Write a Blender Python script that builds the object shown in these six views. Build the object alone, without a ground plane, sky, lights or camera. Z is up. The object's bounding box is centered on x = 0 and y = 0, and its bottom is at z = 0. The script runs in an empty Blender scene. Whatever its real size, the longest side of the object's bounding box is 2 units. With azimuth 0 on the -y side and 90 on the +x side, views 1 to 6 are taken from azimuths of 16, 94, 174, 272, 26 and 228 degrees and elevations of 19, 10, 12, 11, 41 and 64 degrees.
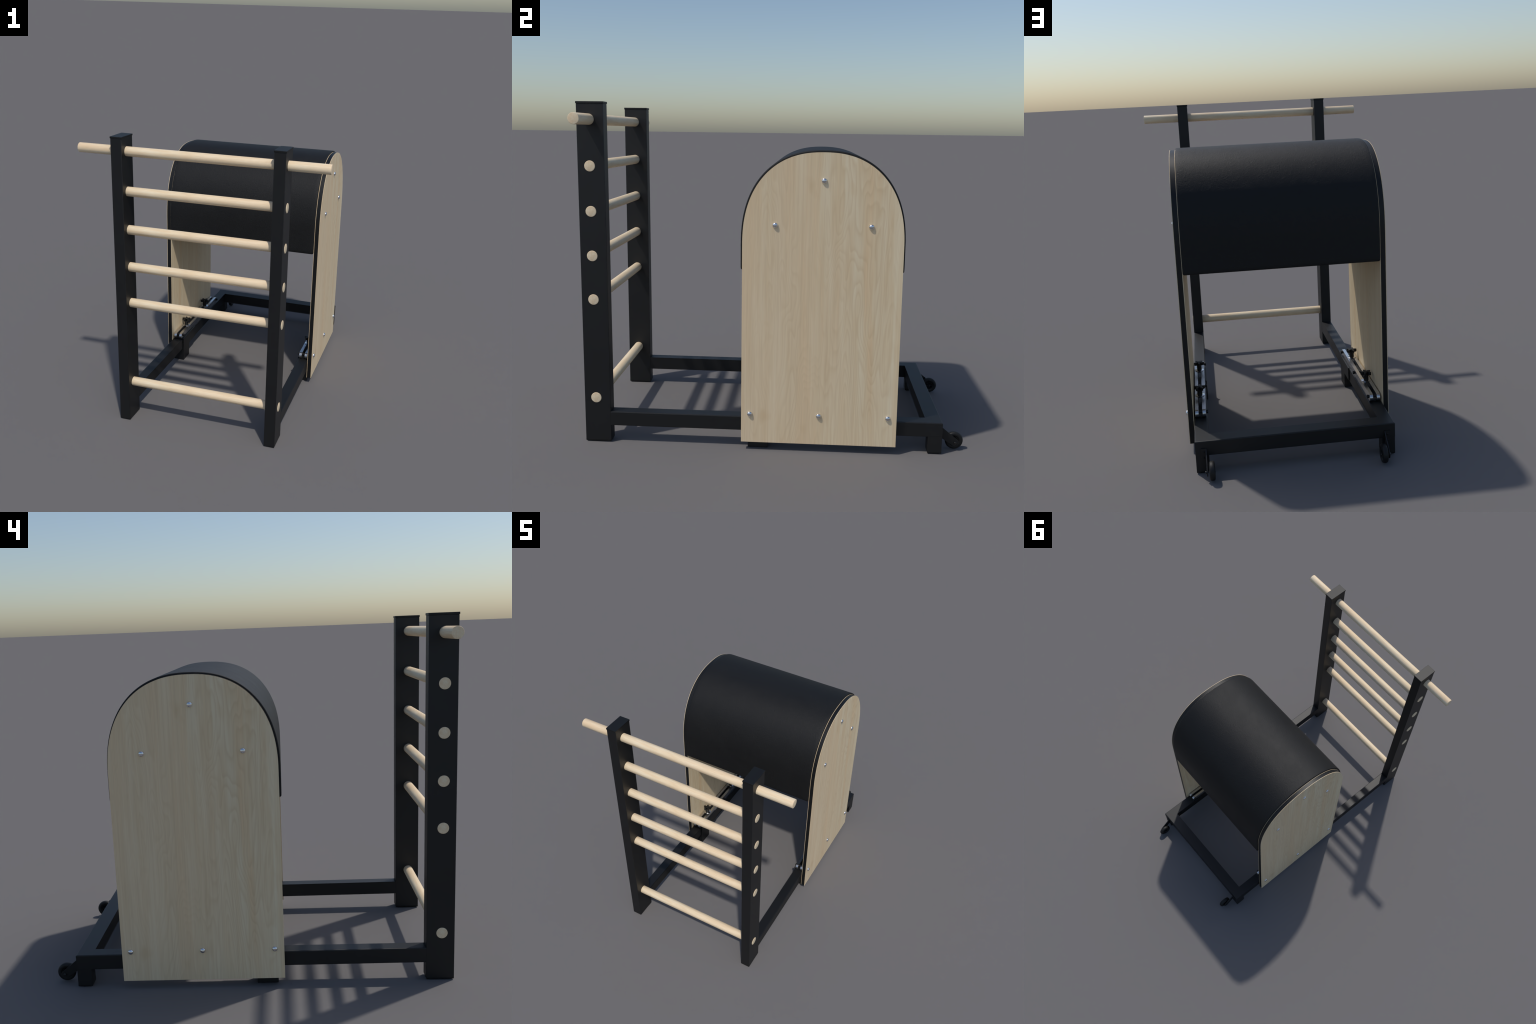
"""Ladder barrel: a wooden-runged ladder and an upholstered half barrel on a black wheeled steel frame."""
import bpy, bmesh, math
from mathutils import Vector, Matrix

XC = -0.0036          # the welded frame sits a hair off the centre of the bounding box
R = math.radians

# --------------------------------------------------------------------------------------------
# materials
# --------------------------------------------------------------------------------------------
class Nodes:
    """small helper for building node trees"""
    def __init__(self, name):
        self.mat = bpy.data.materials.new(name)
        self.mat.use_nodes = True
        self.nt = self.mat.node_tree
        self.bsdf = next(n for n in self.nt.nodes if n.type == 'BSDF_PRINCIPLED')
        self.coord = self.nt.nodes.new('ShaderNodeTexCoord')

    def add(self, kind, **kw):
        n = self.nt.nodes.new(kind)
        for k, v in kw.items():
            setattr(n, k, v)
        return n

    def link(self, a, b):
        self.nt.links.new(a, b)

    def mapping(self, scale, loc=(0, 0, 0), src=None):
        m = self.add('ShaderNodeMapping')
        m.inputs['Scale'].default_value = scale
        m.inputs['Location'].default_value = loc
        self.link(src or self.coord.outputs['Object'], m.inputs['Vector'])
        return m.outputs['Vector']

    def noise(self, vec, scale=1.0, detail=2.0, rough=0.5, dist=0.0):
        n = self.add('ShaderNodeTexNoise')
        n.inputs['Scale'].default_value = scale
        n.inputs['Detail'].default_value = detail
        n.inputs['Roughness'].default_value = rough
        n.inputs['Distortion'].default_value = dist
        self.link(vec, n.inputs['Vector'])
        return n.outputs['Fac']

    def math(self, op, a, b=None, clamp=False):
        n = self.add('ShaderNodeMath', operation=op, use_clamp=clamp)
        for i, v in enumerate((a, b)):
            if v is None:
                continue
            if isinstance(v, (int, float)):
                n.inputs[i].default_value = v
            else:
                self.link(v, n.inputs[i])
        return n.outputs[0]

    def ramp(self, fac, stops):
        n = self.add('ShaderNodeValToRGB')
        el = n.color_ramp.elements
        while len(el) < len(stops):
            el.new(0.5)
        for e, (p, c) in zip(el, stops):
            e.position = p
            e.color = (*c, 1) if not isinstance(c, (int, float)) else (c, c, c, 1)
        self.link(fac, n.inputs['Fac'])
        return n.outputs['Color']

    def mix(self, fac, a, b, blend='MIX'):
        n = self.add('ShaderNodeMix', data_type='RGBA', blend_type=blend)
        for sock, v in ((n.inputs['Factor'], fac), (n.inputs[6], a), (n.inputs[7], b)):
            if isinstance(v, (int, float)):
                sock.default_value = v
            elif isinstance(v, tuple):
                sock.default_value = (*v, 1)
            else:
                self.link(v, sock)
        return n.outputs[2]

    def bump(self, height, strength, dist):
        n = self.add('ShaderNodeBump')
        n.inputs['Strength'].default_value = strength
        n.inputs['Distance'].default_value = dist
        self.link(height, n.inputs['Height'])
        self.link(n.outputs['Normal'], self.bsdf.inputs['Normal'])

    def put(self, **kw):
        for k, v in kw.items():
            s = self.bsdf.inputs[k.replace('_', ' ').title().replace('Ior', 'IOR')]
            if isinstance(v, tuple):
                s.default_value = (*v, 1)
            elif isinstance(v, (int, float)):
                s.default_value = v
            else:
                self.link(v, s)
        return self.mat


def painted_steel():
    m = Nodes('black_powder_coat')
    f = m.noise(m.coord.outputs['Object'], 900, 2, 0.6)
    big = m.noise(m.coord.outputs['Object'], 7, 3, 0.5)
    col = m.ramp(big, [(0.3, (0.0045, 0.0046, 0.0050)), (0.7, (0.0062, 0.0063, 0.0067))])
    m.bump(f, 0.10, 0.0006)
    return m.put(base_color=col, roughness=0.50)


def plastic(name, c, rough):
    m = Nodes(name)
    f = m.noise(m.coord.outputs['Object'], 160, 2, 0.5)
    col = m.ramp(f, [(0.3, (c * 0.9,) * 3), (0.7, (c * 1.1,) * 3)])
    return m.put(base_color=col, roughness=rough, specular_ior_level=0.38)


def leather():
    m = Nodes('black_leather')
    o = m.coord.outputs['Object']
    # pebbled grain, creases of uneven size and a slow mottle in gloss
    warp = m.noise(o, 9, 3, 0.6)
    v = m.add('ShaderNodeTexVoronoi', feature='DISTANCE_TO_EDGE')
    v.inputs['Scale'].default_value = 120
    m.link(o, v.inputs['Vector'])
    cell = m.math('MULTIPLY', v.outputs['Distance'], 2.2, True)
    crease = m.noise(m.mapping((1.0, 1.0, 1.0)), 34, 5, 0.62, 1.6)
    crease = m.math('ABSOLUTE', m.math('SUBTRACT', crease, 0.5))
    crease = m.math('MULTIPLY', crease, 5.0, True)
    h = m.math('ADD', m.math('MULTIPLY', cell, 0.25), m.math('MULTIPLY', crease, m.math('MULTIPLY', warp, 1.3)))
    m.bump(h, 0.28, 0.0022)
    col = m.ramp(warp, [(0.3, (0.0050, 0.0050, 0.0052)), (0.7, (0.0070, 0.0070, 0.0070))])
    rough = m.math('ADD', m.math('MULTIPLY', warp, 0.10), 0.58)
    return m.put(base_color=col, roughness=rough, specular_ior_level=0.38)


def veneer_wood():
    """pale maple decor: vertical streaks, drifting warm and cool bands, cathedral loops"""
    m = Nodes('maple_veneer')
    bands = m.noise(m.mapping((0.0, 13.0, 0.7), (3.1, 0.4, 2.2)), 1.0, 3, 0.6, 0.3)
    wide = m.noise(m.mapping((0.0, 4.0, 0.5), (1.7, 4.4, 0.2)), 1.0, 2, 0.5)
    streak = m.noise(m.mapping((0.0, 85.0, 1.5)), 1.0, 4, 0.62, 0.15)
    fine = m.noise(m.mapping((0.0, 420.0, 7.0)), 1.0, 2, 0.5)
    # contour lines of a stretched noise field make the loops of flat-sawn boards
    field = m.noise(m.mapping((0.0, 8.5, 1.25), (0.3, 7.15, 1.9)), 1.0, 2.0, 0.40, 0.25)
    wob = m.noise(m.mapping((0.0, 40.0, 9.0)), 1.0, 2, 0.5)
    phase = m.math('ADD', m.math('MULTIPLY', field, 21.0), m.math('MULTIPLY', wob, 0.35))
    loop = m.ramp(m.math('FRACT', phase), [(0.0, 0.15), (0.50, 0.45), (0.80, 1.0), (0.93, 0.55), (1.0, 0.15)])
    where = m.noise(m.mapping((0.0, 6.5, 0.45), (5.0, 2.2, 6.0)), 1.0, 2, 0.5)
    where = m.ramp(where, [(0.40, 0.25), (0.60, 1.0)])
    knot = m.noise(m.mapping((0.0, 10.0, 5.0), (2.0, 8.3, 3.7)), 1.0, 2, 0.5)
    warm, mid, pale = (0.860, 0.635, 0.385), (0.830, 0.665, 0.432), (0.885, 0.755, 0.530)
    col = m.ramp(bands, [(0.30, warm), (0.48, mid), (0.66, pale)])
    col = m.mix(m.ramp(wide, [(0.42, 0.0), (0.64, 0.60)]), col, (0.850, 0.645, 0.415))
    col = m.mix(m.ramp(streak, [(0.32, 0.40), (0.50, 0.0)]), col, (0.700, 0.520, 0.315))
    col = m.mix(m.ramp(streak, [(0.55, 0.0), (0.75, 0.50)]), col, (0.935, 0.790, 0.560))
    col = m.mix(m.ramp(fine, [(0.30, 0.16), (0.55, 0.0)]), col, (0.62, 0.46, 0.28))
    col = m.mix(m.math('MULTIPLY', loop, m.math('MULTIPLY', where, 0.42)), col, (0.650, 0.465, 0.265))
    col = m.mix(m.ramp(knot, [(0.66, 0.0), (0.78, 0.45)]), col, (0.70, 0.50, 0.28))
    return m.put(base_color=col, roughness=0.62, specular_ior_level=0.22)


def rung_wood():
    """turned beech dowel, grain along x with finger-jointed lengths of slightly different tone"""
    m = Nodes('beech_dowel')
    o = m.coord.outputs['Object']
    sep = m.add('ShaderNodeSeparateXYZ')
    m.link(o, sep.inputs[0])
    block = m.math('FLOOR', m.math('ADD', m.math('MULTIPLY', sep.outputs['X'], 3.1), 0.93))
    wn = m.add('ShaderNodeTexWhiteNoise', noise_dimensions='1D')
    m.link(block, wn.inputs['W'])
    grain = m.noise(m.mapping((5.0, 60.0, 60.0)), 1.0, 4, 0.6, 0.3)
    fleck = m.noise(m.mapping((22.0, 260.0, 260.0)), 1.0, 2, 0.5)
    patch = m.noise(m.mapping((4.0, 14.0, 14.0)), 1.0, 2, 0.5)
    col = m.ramp(grain, [(0.3, (0.800, 0.590, 0.365)), (0.5, (0.865, 0.690, 0.460)), (0.70, (0.915, 0.785, 0.570))])
    col = m.mix(m.ramp(patch, [(0.45, 0.0), (0.68, 0.35)]), col, (0.885, 0.650, 0.425))
    col = m.mix(m.ramp(fleck, [(0.28, 0.22), (0.5, 0.0)]), col, (0.64, 0.46, 0.27))
    col = m.mix(m.math('MULTIPLY', wn.outputs['Value'], 0.16), col, (0.94, 0.79, 0.56))
    return m.put(base_color=col, roughness=0.60, specular_ior_level=0.25)


def metal(name, c, rough):
    m = Nodes(name)
    f = m.noise(m.mapping((400.0, 6.0, 400.0)), 1.0, 2, 0.5)
    r = m.math('ADD', m.math('MULTIPLY', f, 0.12), rough - 0.06)
    return m.put(base_color=(c, c, c * 1.01), metallic=1.0, roughness=r)


STEEL = painted_steel()
EDGE = plastic('black_panel_edge', 0.007, 0.47)
PLASTIC = plastic('black_plastic', 0.006, 0.50)
RUBBER = plastic('black_rubber', 0.009, 0.55)
LEATHER = leather()
VENEER = veneer_wood()
DOWEL = rung_wood()
ALU = metal('brushed_aluminium', 0.66, 0.28)
CHROME = metal('polished_steel', 0.80, 0.14)

# --------------------------------------------------------------------------------------------
# geometry helpers
# --------------------------------------------------------------------------------------------
ROOT = bpy.data.objects.new('ladder_barrel', None)
ROOT['label'] = 'wooden-runged ladder facing a padded black half barrel on wheeled frame'
ROOT['category'] = 'exercise equipment'
bpy.context.scene.collection.objects.link(ROOT)


def mesh_from(bm, name, mat, angle=20):
    bmesh.ops.remove_doubles(bm, verts=bm.verts, dist=1e-6)
    bmesh.ops.recalc_face_normals(bm, faces=bm.faces)
    me = bpy.data.meshes.new(name)
    bm.to_mesh(me)
    bm.free()
    me.materials.append(mat)
    me.shade_smooth()
    me.set_sharp_from_angle(angle=R(angle))
    return me


def place(name, me, parent=ROOT, loc=(0, 0, 0), rz=0.0):
    ob = bpy.data.objects.new(name, me)
    bpy.context.scene.collection.objects.link(ob)
    ob.parent = parent
    ob.location = loc
    ob.rotation_euler = (0, 0, rz)
    return ob


def add_box(bm, lo, hi, bevel=0.0, keep=None, seg=2):
    """axis-aligned box; keep(edge midpoint) says which edges get the bevel"""
    lo, hi = Vector(lo), Vector(hi)
    size = hi - lo
    ret = bmesh.ops.create_cube(bm, size=1.0, matrix=Matrix.Translation((lo + hi) / 2) @ Matrix.Diagonal((*size, 1)))
    if bevel:
        edges = {e for v in ret['verts'] for e in v.link_edges}
        if keep:
            edges = {e for e in edges if keep((e.verts[0].co + e.verts[1].co) / 2)}
        bmesh.ops.bevel(bm, geom=list(edges), offset=bevel, segments=seg, profile=0.5, affect='EDGES')


def prism(bm, outline, axis, a, b, bevel=0.0, seg=2):
    """extrude a 2D outline between a and b along axis (0: outline is y,z; 2: outline is x,y)"""
    def p(u, v, w):
        return (w, u, v) if axis == 0 else (u, v, w)
    bot = [bm.verts.new(p(u, v, a)) for u, v in outline]
    top = [bm.verts.new(p(u, v, b)) for u, v in outline]
    n = len(outline)
    caps = [bm.faces.new(bot[::-1]), bm.faces.new(top)]
    for i in range(n):
        bm.faces.new((bot[i], bot[(i + 1) % n], top[(i + 1) % n], top[i]))
    if bevel:
        edges = {e for f in caps for e in f.edges}
        bmesh.ops.bevel(bm, geom=list(edges), offset=bevel, segments=seg, profile=0.5, affect='EDGES')


def lathe(bm, prof, n=48, axis='X', centre=(0, 0, 0)):
    """revolve (position along axis, radius) pairs"""
    rings = []
    cx, cy, cz = centre
    for t, r in prof:
        ring = []
        for i in range(n if r > 1e-7 else 1):
            a = 2 * math.pi * i / n
            c, s = r * math.cos(a), r * math.sin(a)
            ring.append(bm.verts.new((cx + t, cy + c, cz + s) if axis == 'X' else (cx + c, cy + s, cz + t)))
        rings.append(ring)
    for p, q in zip(rings, rings[1:]):
        if len(p) == 1 and len(q) == 1:
            continue
        for i in range(n):
            j = (i + 1) % n
            vs = [p[i % len(p)], p[j % len(p)], q[j % len(q)], q[i % len(q)]]
            out = []
            for v in vs:
                if v not in out:
                    out.append(v)
            bm.faces.new(out)


def rod_profile(a, b, r, round_):
    k = [0, 0.3, 0.7, 1.0]
    pts = [(a, 0.0)]
    pts += [(a + round_ * (1 - math.cos(t * math.pi / 2)), r - round_ * (1 - math.sin(t * math.pi / 2))) for t in k]
    pts += [(b - round_ * (1 - math.cos(t * math.pi / 2)), r - round_ * (1 - math.sin(t * math.pi / 2))) for t in k[::-1]]
    return pts + [(b, 0.0)]


# --------------------------------------------------------------------------------------------
# ladder
# --------------------------------------------------------------------------------------------
OUT, INN = 0.5012, 0.4348            # outer and inner face of posts and rails, from the middle
POST_W = OUT - INN
POST_X = (OUT + INN) / 2
FRONT, BACK = -0.9970, -0.8600       # post depth
TOP = 1.7665
HW = POST_W / 2

bm = bmesh.new()
add_box(bm, (-HW, FRONT, 0.008), (HW, BACK, TOP), 0.0022)
post = mesh_from(bm, 'ladder_post', STEEL)
bm = bmesh.new()
add_box(bm, (-HW - 0.002, FRONT - 0.002, TOP - 0.0004), (HW + 0.002, BACK + 0.002, 1.7768), 0.0014)
cap = mesh_from(bm, 'post_cap', PLASTIC)
bm = bmesh.new()
add_box(bm, (-HW + 0.0004, FRONT + 0.0004, 0.0), (HW - 0.0004, BACK - 0.0004, 0.0105), 0.006,
        keep=lambda c: c.z < 0.004, seg=2)
pfoot = mesh_from(bm, 'foot_cap', PLASTIC)
for s in (1, -1):
    p = place('ladder_post', post, loc=(XC + s * POST_X, 0, 0))
    place('post_cap', cap, p)
    place('foot_cap', pfoot, p)

RUNG_R, RUNG_Y = 0.0275, -0.9352
bm = bmesh.new()
lathe(bm, rod_profile(-0.5038, 0.5038, RUNG_R, 0.0025), 56)
rung = mesh_from(bm, 'rung', DOWEL)
bm = bmesh.new()
lathe(bm, rod_profile(-0.7290, 0.7290, RUNG_R, 0.0022), 56)
grab = mesh_from(bm, 'grab_rung', DOWEL)
for i, z in enumerate((1.4592, 1.2310, 1.0026, 0.7742, 0.2444)):
    place('rung', rung, loc=(XC, RUNG_Y, z))
place('grab_rung', grab, loc=(-0.0012, RUNG_Y, 1.6895))

# --------------------------------------------------------------------------------------------
# base frame: U of square tube, back legs, middle feet
# --------------------------------------------------------------------------------------------
LOW, HIGH = 0.0910, 0.1680
REAR = 0.8785
CROSS = 0.8005
bm = bmesh.new()
e = BACK - 0.0012
prism(bm, [(-OUT, e), (-INN, e), (-INN, CROSS), (INN, CROSS), (INN, e), (OUT, e), (OUT, REAR), (-OUT, REAR)],
      2, LOW, HIGH, 0.0042)
place('base_frame', mesh_from(bm, 'base_frame', STEEL), loc=(XC, 0, 0))

bm = bmesh.new()
add_box(bm, (-HW + 0.0003, 0.8045, 0.008), (HW - 0.0003, REAR - 0.0003, LOW + 0.003), 0.002, keep=lambda c: 0.02 < c.z < 0.08)
leg = mesh_from(bm, 'back_leg', STEEL)
bm = bmesh.new()
add_box(bm, (-HW + 0.0006, 0.8049, 0.0), (HW - 0.0006, REAR - 0.0007, 0.0105), 0.006, keep=lambda c: c.z < 0.004)
lfoot = mesh_from(bm, 'foot_cap', PLASTIC)
for s in (1, -1):
    p = place('back_leg', leg, loc=(XC + s * POST_X, 0, 0))
    place('foot_cap', lfoot, p)

# middle foot: a block under the rail with a plate that laps up the inner side of the rail
bm = bmesh.new()
prism(bm, [(-0.131, 0.0), (-0.026, 0.0), (-0.026, 0.093), (0.098, 0.093), (0.098, 0.1715), (-0.131, 0.1715)],
      0, -0.0, 0.0072, 0.001)
add_box(bm, (0.0066, -0.131, 0.0005), (0.0725, -0.026, LOW + 0.002), 0.0015, keep=lambda c: c.z < 0.08)
mfoot = mesh_from(bm, 'middle_foot', STEEL)
for s in (1, -1):
    # the mesh grows outwards from the inner plate; turned round for the other side about the foot's centre
    bmf = mfoot
    if s < 0:
        bmf = mfoot.copy()
        bmf.transform(Matrix.Scale(-1, 4, (1, 0, 0)))
        bmf.flip_normals()
    place('middle_foot', bmf, loc=(XC + s * (INN - 0.0070), 0, 0))

# --------------------------------------------------------------------------------------------
# side panels of the barrel: black core between two maple sheets
# --------------------------------------------------------------------------------------------
PY = 0.2365                          # middle of the barrel along the frame
HALF, SHOULDER, CROWN, POWER = 0.4002, 1.080, 1.5432, 2.32
PANEL_LOW = 0.0422


def arch(half, shoulder, crown, n, low):
    """outline of half the barrel, upside-down U: a flattened arch on straight sides, front to back"""
    pts = []
    for i in range(n + 1):
        t = math.pi * (1 - i / n)
        c, s = math.cos(t), math.sin(t)
        y = half * math.copysign(abs(c) ** (2 / POWER), c)
        z = shoulder + (crown - shoulder) * abs(s) ** (2 / POWER)
        pts.append((y, z))
    return [(-half, low)] + pts + [(half, low)]


ring = arch(HALF, SHOULDER, CROWN, 120, PANEL_LOW)
FACE, BACKF, SHEET = 0.5334, 0.5028, 0.0024
XM = (FACE + BACKF) / 2


def panel_sheet(name, a, b, mat, shrink=0.0, bev=0.0):
    bm = bmesh.new()
    o = arch(HALF - shrink, SHOULDER, CROWN - shrink, 120, PANEL_LOW + shrink)
    prism(bm, o, 0, a - XM, b - XM, bev, 1)
    return mesh_from(bm, name, mat, 28)


core = panel_sheet('side_panel', BACKF + SHEET, FACE - SHEET, EDGE, 0.0005)
sheet_out = panel_sheet('veneer', FACE - SHEET, FACE, VENEER, 0.0, 0.0006)
sheet_in = panel_sheet('veneer', BACKF, BACKF + SHEET, VENEER, 0.0, 0.0006)

bm = bmesh.new()
dome = [(0.0, 0.0140), (0.0015, 0.0140)]
dome += [(0.0015 + 0.0100 * math.sin(a), 0.0140 * math.cos(a)) for a in [R(d) for d in range(12, 90, 13)]] + [(0.0115, 0.0)]
lathe(bm, dome, 28)
bolt = mesh_from(bm, 'bolt', CHROME, 40)
BOLTS = [(0.0005, 1.4065), (-0.2370, 1.1840), (0.2375, 1.1840), (-0.3560, 0.1965), (0.0, 0.1965), (0.3540, 0.1965)]

for rz, s in ((0.0, 1), (math.pi, -1)):
    p = place('side_panel', core, loc=(XC + s * XM, PY, 0), rz=rz)
    place('veneer', sheet_out, p)
    place('veneer', sheet_in, p)
    for y, z in BOLTS:
        place('bolt', bolt, p, loc=(FACE - XM, y, z))

# --------------------------------------------------------------------------------------------
# upholstered barrel between the panels
# --------------------------------------------------------------------------------------------
PAD_X, PAD_LOW, PAD_OUT, PAD_T, ROUND = 0.5022, 0.9484, 0.0106, 0.040, 0.0055


def pad_section(k):
    """closed section across the pad: (x, inward offset) of a box with rounded outer corners; k insets it"""
    pts = []
    x, r = PAD_X - k, ROUND
    nx = 40
    for i in range(nx + 1):
        pts.append((-x + r + (2 * x - 2 * r) * i / nx, k))
    for d in (22, 45, 67, 90):
        pts.append((x - r + r * math.sin(R(d)), k + r * (1 - math.cos(R(d)))))
    for d in (0, 45, 90):
        rr = 0.004
        pts.append((x - rr + rr * math.cos(R(d)), PAD_T - k - rr + rr * math.sin(R(d))))
    for d in (90, 45, 0):
        pts.append((-x + rr - rr * math.cos(R(d)), PAD_T - k - rr + rr * math.sin(R(d))))
    for d in (90, 67, 45, 22):
        pts.append((-x + r - r * math.sin(R(d)), k + r * (1 - math.cos(R(d)))))
    return pts


base = arch(HALF + PAD_OUT, SHOULDER, CROWN + 0.0096, 160, PAD_LOW)
low = base[0][1]
straight = [(base[1][0], low + (SHOULDER - low) * t) for t in [i / 12 for i in range(12)]]
path = straight + base[1:-1] + [(-y, z) for y, z in straight[::-1]]
# rounded hems at both ends of the pad
hem = [(0.0, 0.010), (0.0012, 0.0055), (0.004, 0.0022), (0.0075, 0.0006)]
lead = [((path[0][0], path[0][1] + d), k) for d, k in hem]
tail = [((path[-1][0], path[-1][1] + d), k) for d, k in hem[::-1]]
body = [(p, 0.0) for p in path if not (p[1] < low + 0.012)]
stations = lead + body + tail
bm = bmesh.new()
loops = []
for i, ((y, z), k) in enumerate(stations):
    y0, z0 = stations[max(i - 1, 0)][0]
    y1, z1 = stations[min(i + 1, len(stations) - 1)][0]
    t = Vector((y1 - y0, z1 - z0)).normalized()
    nrm = Vector((-t.y, t.x))         # outward on the way up the front, over the top and down the back
    loops.append([bm.verts.new((x, y - nrm.x * o, z - nrm.y * o)) for x, o in pad_section(k)])
for a, b in zip(loops, loops[1:]):
    n = len(a)
    for i in range(n):
        bm.faces.new((a[i], a[(i + 1) % n], b[(i + 1) % n], b[i]))
bm.faces.new(loops[0])
bm.faces.new(loops[-1][::-1])
place('cushion', mesh_from(bm, 'cushion', LEATHER, 50), loc=(XC, PY, 0))

# --------------------------------------------------------------------------------------------
# sliding clamps on the rails: two bars, star knobs, cross pins
# --------------------------------------------------------------------------------------------
BAR_F, BAR_B, BAR_TOP = -0.1470, 0.6130, 0.2110
BAR_LOW = HIGH + 0.0008


def bar_outline():
    mid, r = (BAR_TOP + BAR_LOW) / 2, (BAR_TOP - BAR_LOW) / 2
    pts = []
    for d in range(-90, 91, 15):
        pts.append((BAR_B - r + r * math.cos(R(d)), mid + r * math.sin(R(d))))
    for d in range(90, 271, 15):
        pts.append((BAR_F + r + r * math.cos(R(d)), mid + r * math.sin(R(d))))
    return pts


BAR_W = 0.0186
bm = bmesh.new()
prism(bm, bar_outline(), 0, -BAR_W / 2, BAR_W / 2, 0.0012, 1)
bar = mesh_from(bm, 'slide_bar', ALU)

bm = bmesh.new()
lathe(bm, rod_profile(-0.037, 0.026, 0.0052, 0.001), 20)
lathe(bm, rod_profile(-0.0400, -0.0300, 0.0095, 0.0015), 24)
pin = mesh_from(bm, 'cross_pin', PLASTIC, 35)

# star knob: five rounded arms over a stem
bm = bmesh.new()
star = []
for i in range(100):
    a = 2 * math.pi * i / 100
    lobe = 0.5 + 0.5 * math.cos(5 * a)
    star.append(((0.0105 + 0.0210 * lobe ** 0.90) * math.cos(a), (0.0105 + 0.0210 * lobe ** 0.90) * math.sin(a)))
prism(bm, star, 2, 0.0350, 0.0530, 0.0022, 2)
lathe(bm, [(0.002, 0.0), (0.002, 0.0140), (0.030, 0.0140), (0.0375, 0.0160), (0.0375, 0.0)], 28, 'Z')
lathe(bm, [(0.0525, 0.0), (0.0525, 0.0120), (0.0545, 0.0105), (0.0550, 0.0)], 28, 'Z')
knob = mesh_from(bm, 'star_knob', PLASTIC, 35)
bm = bmesh.new()
lathe(bm, [(-0.012, 0.0), (-0.012, 0.0085), (0.0003, 0.0085), (0.0003, 0.0250), (0.0012, 0.0262), (0.0026, 0.0262), (0.0034, 0.0250), (0.0034, 0.0)], 36, 'Z')
washer = mesh_from(bm, 'washer', CHROME, 35)
# guide strip that lies in the slot between the bars
bm = bmesh.new()
add_box(bm, (-0.0098, BAR_F + 0.012, BAR_LOW), (0.0098, BAR_B - 0.012, 0.1800), 0.001)
strip = mesh_from(bm, 'guide_strip', STEEL)

for s in (1, -1):
    for x in (0.4862, 0.4478):
        place('slide_bar', bar, loc=(XC + s * x, 0, 0))
    place('guide_strip', strip, loc=(XC + s * 0.4670, 0, 0))
    for y in (-0.1205, 0.2365, 0.5925):
        place('cross_pin', pin, loc=(XC + s * 0.4670, y, 0.1955), rz=0.0 if s > 0 else math.pi)
    for y, turn in ((0.0210, 0.35), (0.4045, 0.95)):
        k = place('star_knob', knob, loc=(XC + s * 0.4670, y, BAR_TOP), rz=turn if s > 0 else turn + 0.25)
        place('washer', washer, k)

# --------------------------------------------------------------------------------------------
# transport wheels on angle brackets behind the back legs
# --------------------------------------------------------------------------------------------
WY, WZ, WR = 0.9530, 0.0475, 0.0470
bm = bmesh.new()
tyre = []
for d in range(0, 361, 15):           # soft rounded tread
    c, s = math.cos(R(d)), math.sin(R(d))
    tyre.append((0.0142 * math.copysign(abs(s) ** 0.8, s), 0.0345 + 0.0125 * math.copysign(abs(c) ** 0.8, c)))
lathe(bm, tyre, 56)
tyre_me = mesh_from(bm, 'tyre', RUBBER, 60)

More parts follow.
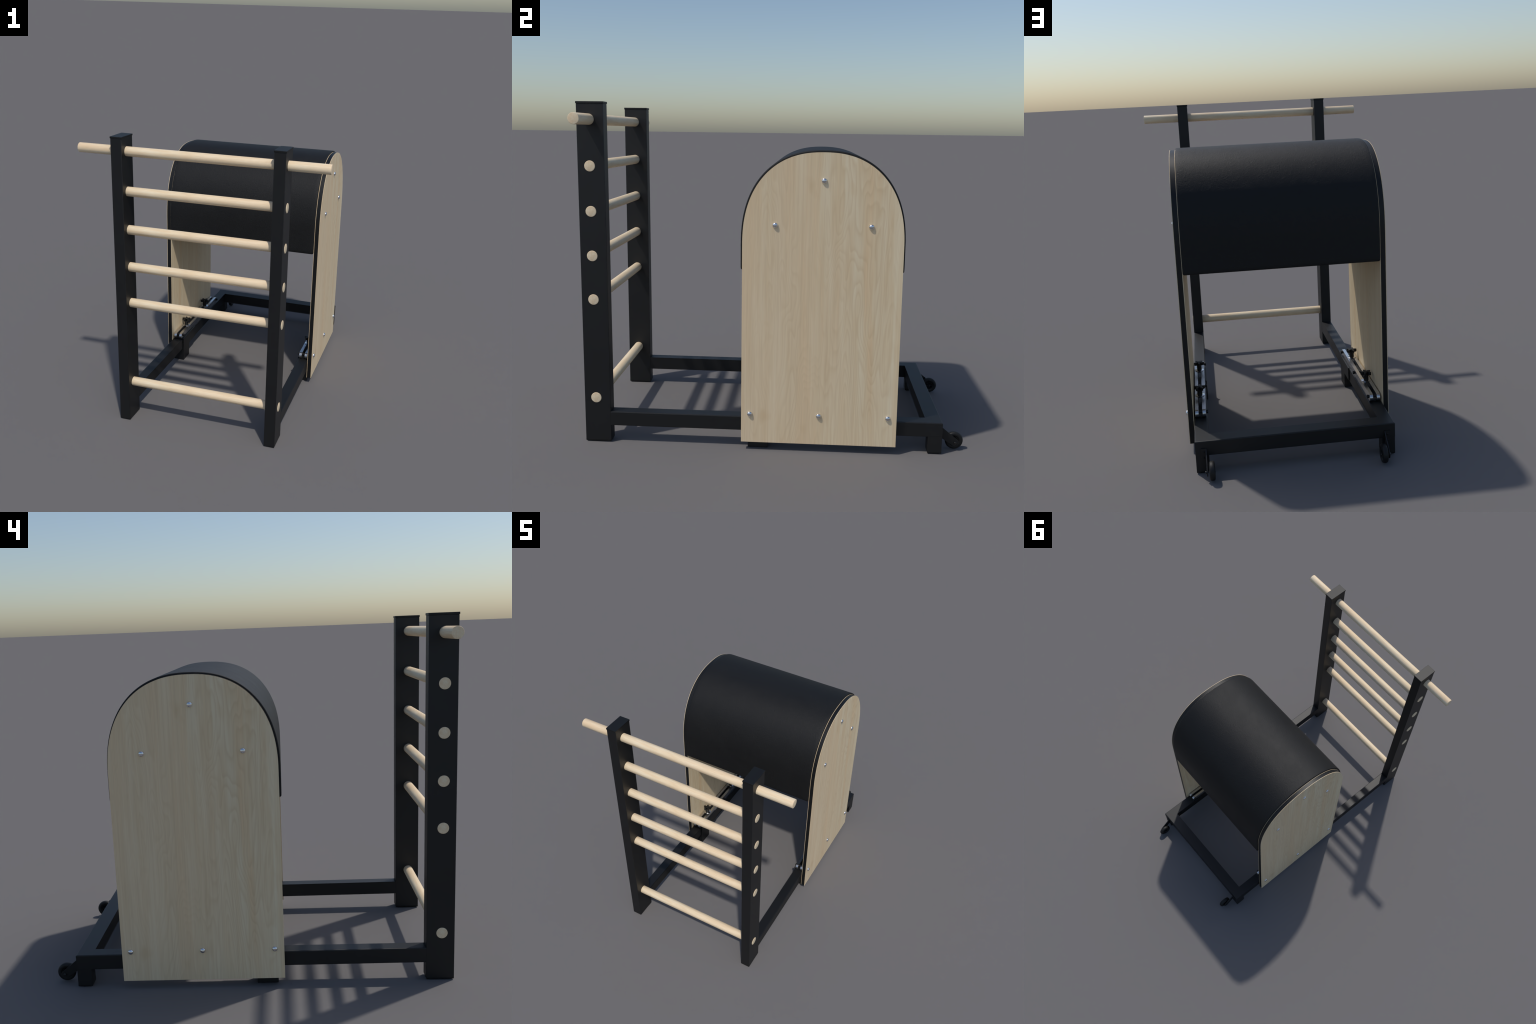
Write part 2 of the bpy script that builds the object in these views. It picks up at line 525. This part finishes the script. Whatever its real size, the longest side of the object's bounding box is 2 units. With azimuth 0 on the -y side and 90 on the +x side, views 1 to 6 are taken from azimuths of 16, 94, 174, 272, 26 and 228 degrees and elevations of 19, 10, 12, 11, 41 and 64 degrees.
bm = bmesh.new()
lathe(bm, [(-0.0105, 0.0240), (0.0105, 0.0240), (0.0105, 0.0200), (-0.0105, 0.0200), (-0.0105, 0.0240)], 48)
lathe(bm, [(-0.0120, 0.0), (-0.0120, 0.0090), (0.0120, 0.0090), (0.0120, 0.0)], 32)
lathe(bm, [(-0.0020, 0.0), (-0.0020, 0.0205), (0.0020, 0.0205), (0.0020, 0.0)], 48)
for i in range(7):
    a = 2 * math.pi * i / 7
    rot = Matrix.Rotation(a, 4, 'X')
    ret = bmesh.ops.create_cube(bm, size=1.0, matrix=rot @ Matrix.Translation((0, 0, 0.0145)) @ Matrix.Diagonal((0.0190, 0.0038, 0.0125, 1)))
    bmesh.ops.bevel(bm, geom=list({e for v in ret['verts'] for e in v.link_edges}), offset=0.0008, segments=1, affect='EDGES')
rim_me = mesh_from(bm, 'rim', plastic('glossy_black_plastic', 0.008, 0.22))

bm = bmesh.new()
arm = [(REAR + 0.0006, 0.1310), (REAR + 0.0006, 0.0700)]
cy, cz, cr = WY + 0.0030, 0.0430, 0.0200
arm += [(cy + cr * math.cos(R(d)), cz + cr * math.sin(R(d))) for d in range(-125, 60, 15)]
prism(bm, arm, 0, -0.0026, 0.0026, 0.0006, 1)
add_box(bm, (-0.0026, REAR + 0.0004, 0.0660), (0.0262, REAR + 0.0050, 0.1310), 0.0008)
bracket = mesh_from(bm, 'wheel_bracket', STEEL)
bm = bmesh.new()
lathe(bm, rod_profile(-0.0400, 0.0090, 0.0040, 0.0008), 20)
lathe(bm, rod_profile(0.0024, 0.0098, 0.0072, 0.0020), 20)
axle = mesh_from(bm, 'axle', metal('dark_steel', 0.08, 0.30), 35)
bm = bmesh.new()
lathe(bm, [(0.0, 0.0052), (0.0016, 0.0050), (0.0030, 0.0034), (0.0034, 0.0)], 18, 'Z')
bmesh.ops.rotate(bm, verts=bm.verts, cent=(0, 0, 0), matrix=Matrix.Rotation(R(-90), 3, 'X'))
screw = mesh_from(bm, 'screw', PLASTIC, 35)

for s in (1, -1):
    rz = 0.0
    bx = XC + s * 0.4480
    br = bracket
    ax = axle
    if s < 0:
        br = bracket.copy()
        br.transform(Matrix.Scale(-1, 4, (1, 0, 0)))
        br.flip_normals()
        ax = axle.copy()
        ax.transform(Matrix.Scale(-1, 4, (1, 0, 0)))
        ax.flip_normals()
    b = place('wheel_bracket', br, loc=(bx, 0, 0))
    place('axle', ax, b, loc=(0, cy, cz))
    for z in (0.1135, 0.0820):
        place('screw', screw, b, loc=(s * 0.0130, REAR + 0.0049, z))
    w = place('wheel', None, loc=(XC + s * 0.4240, WY, WZ))
    place('tyre', tyre_me, w)
    place('rim', rim_me, w)
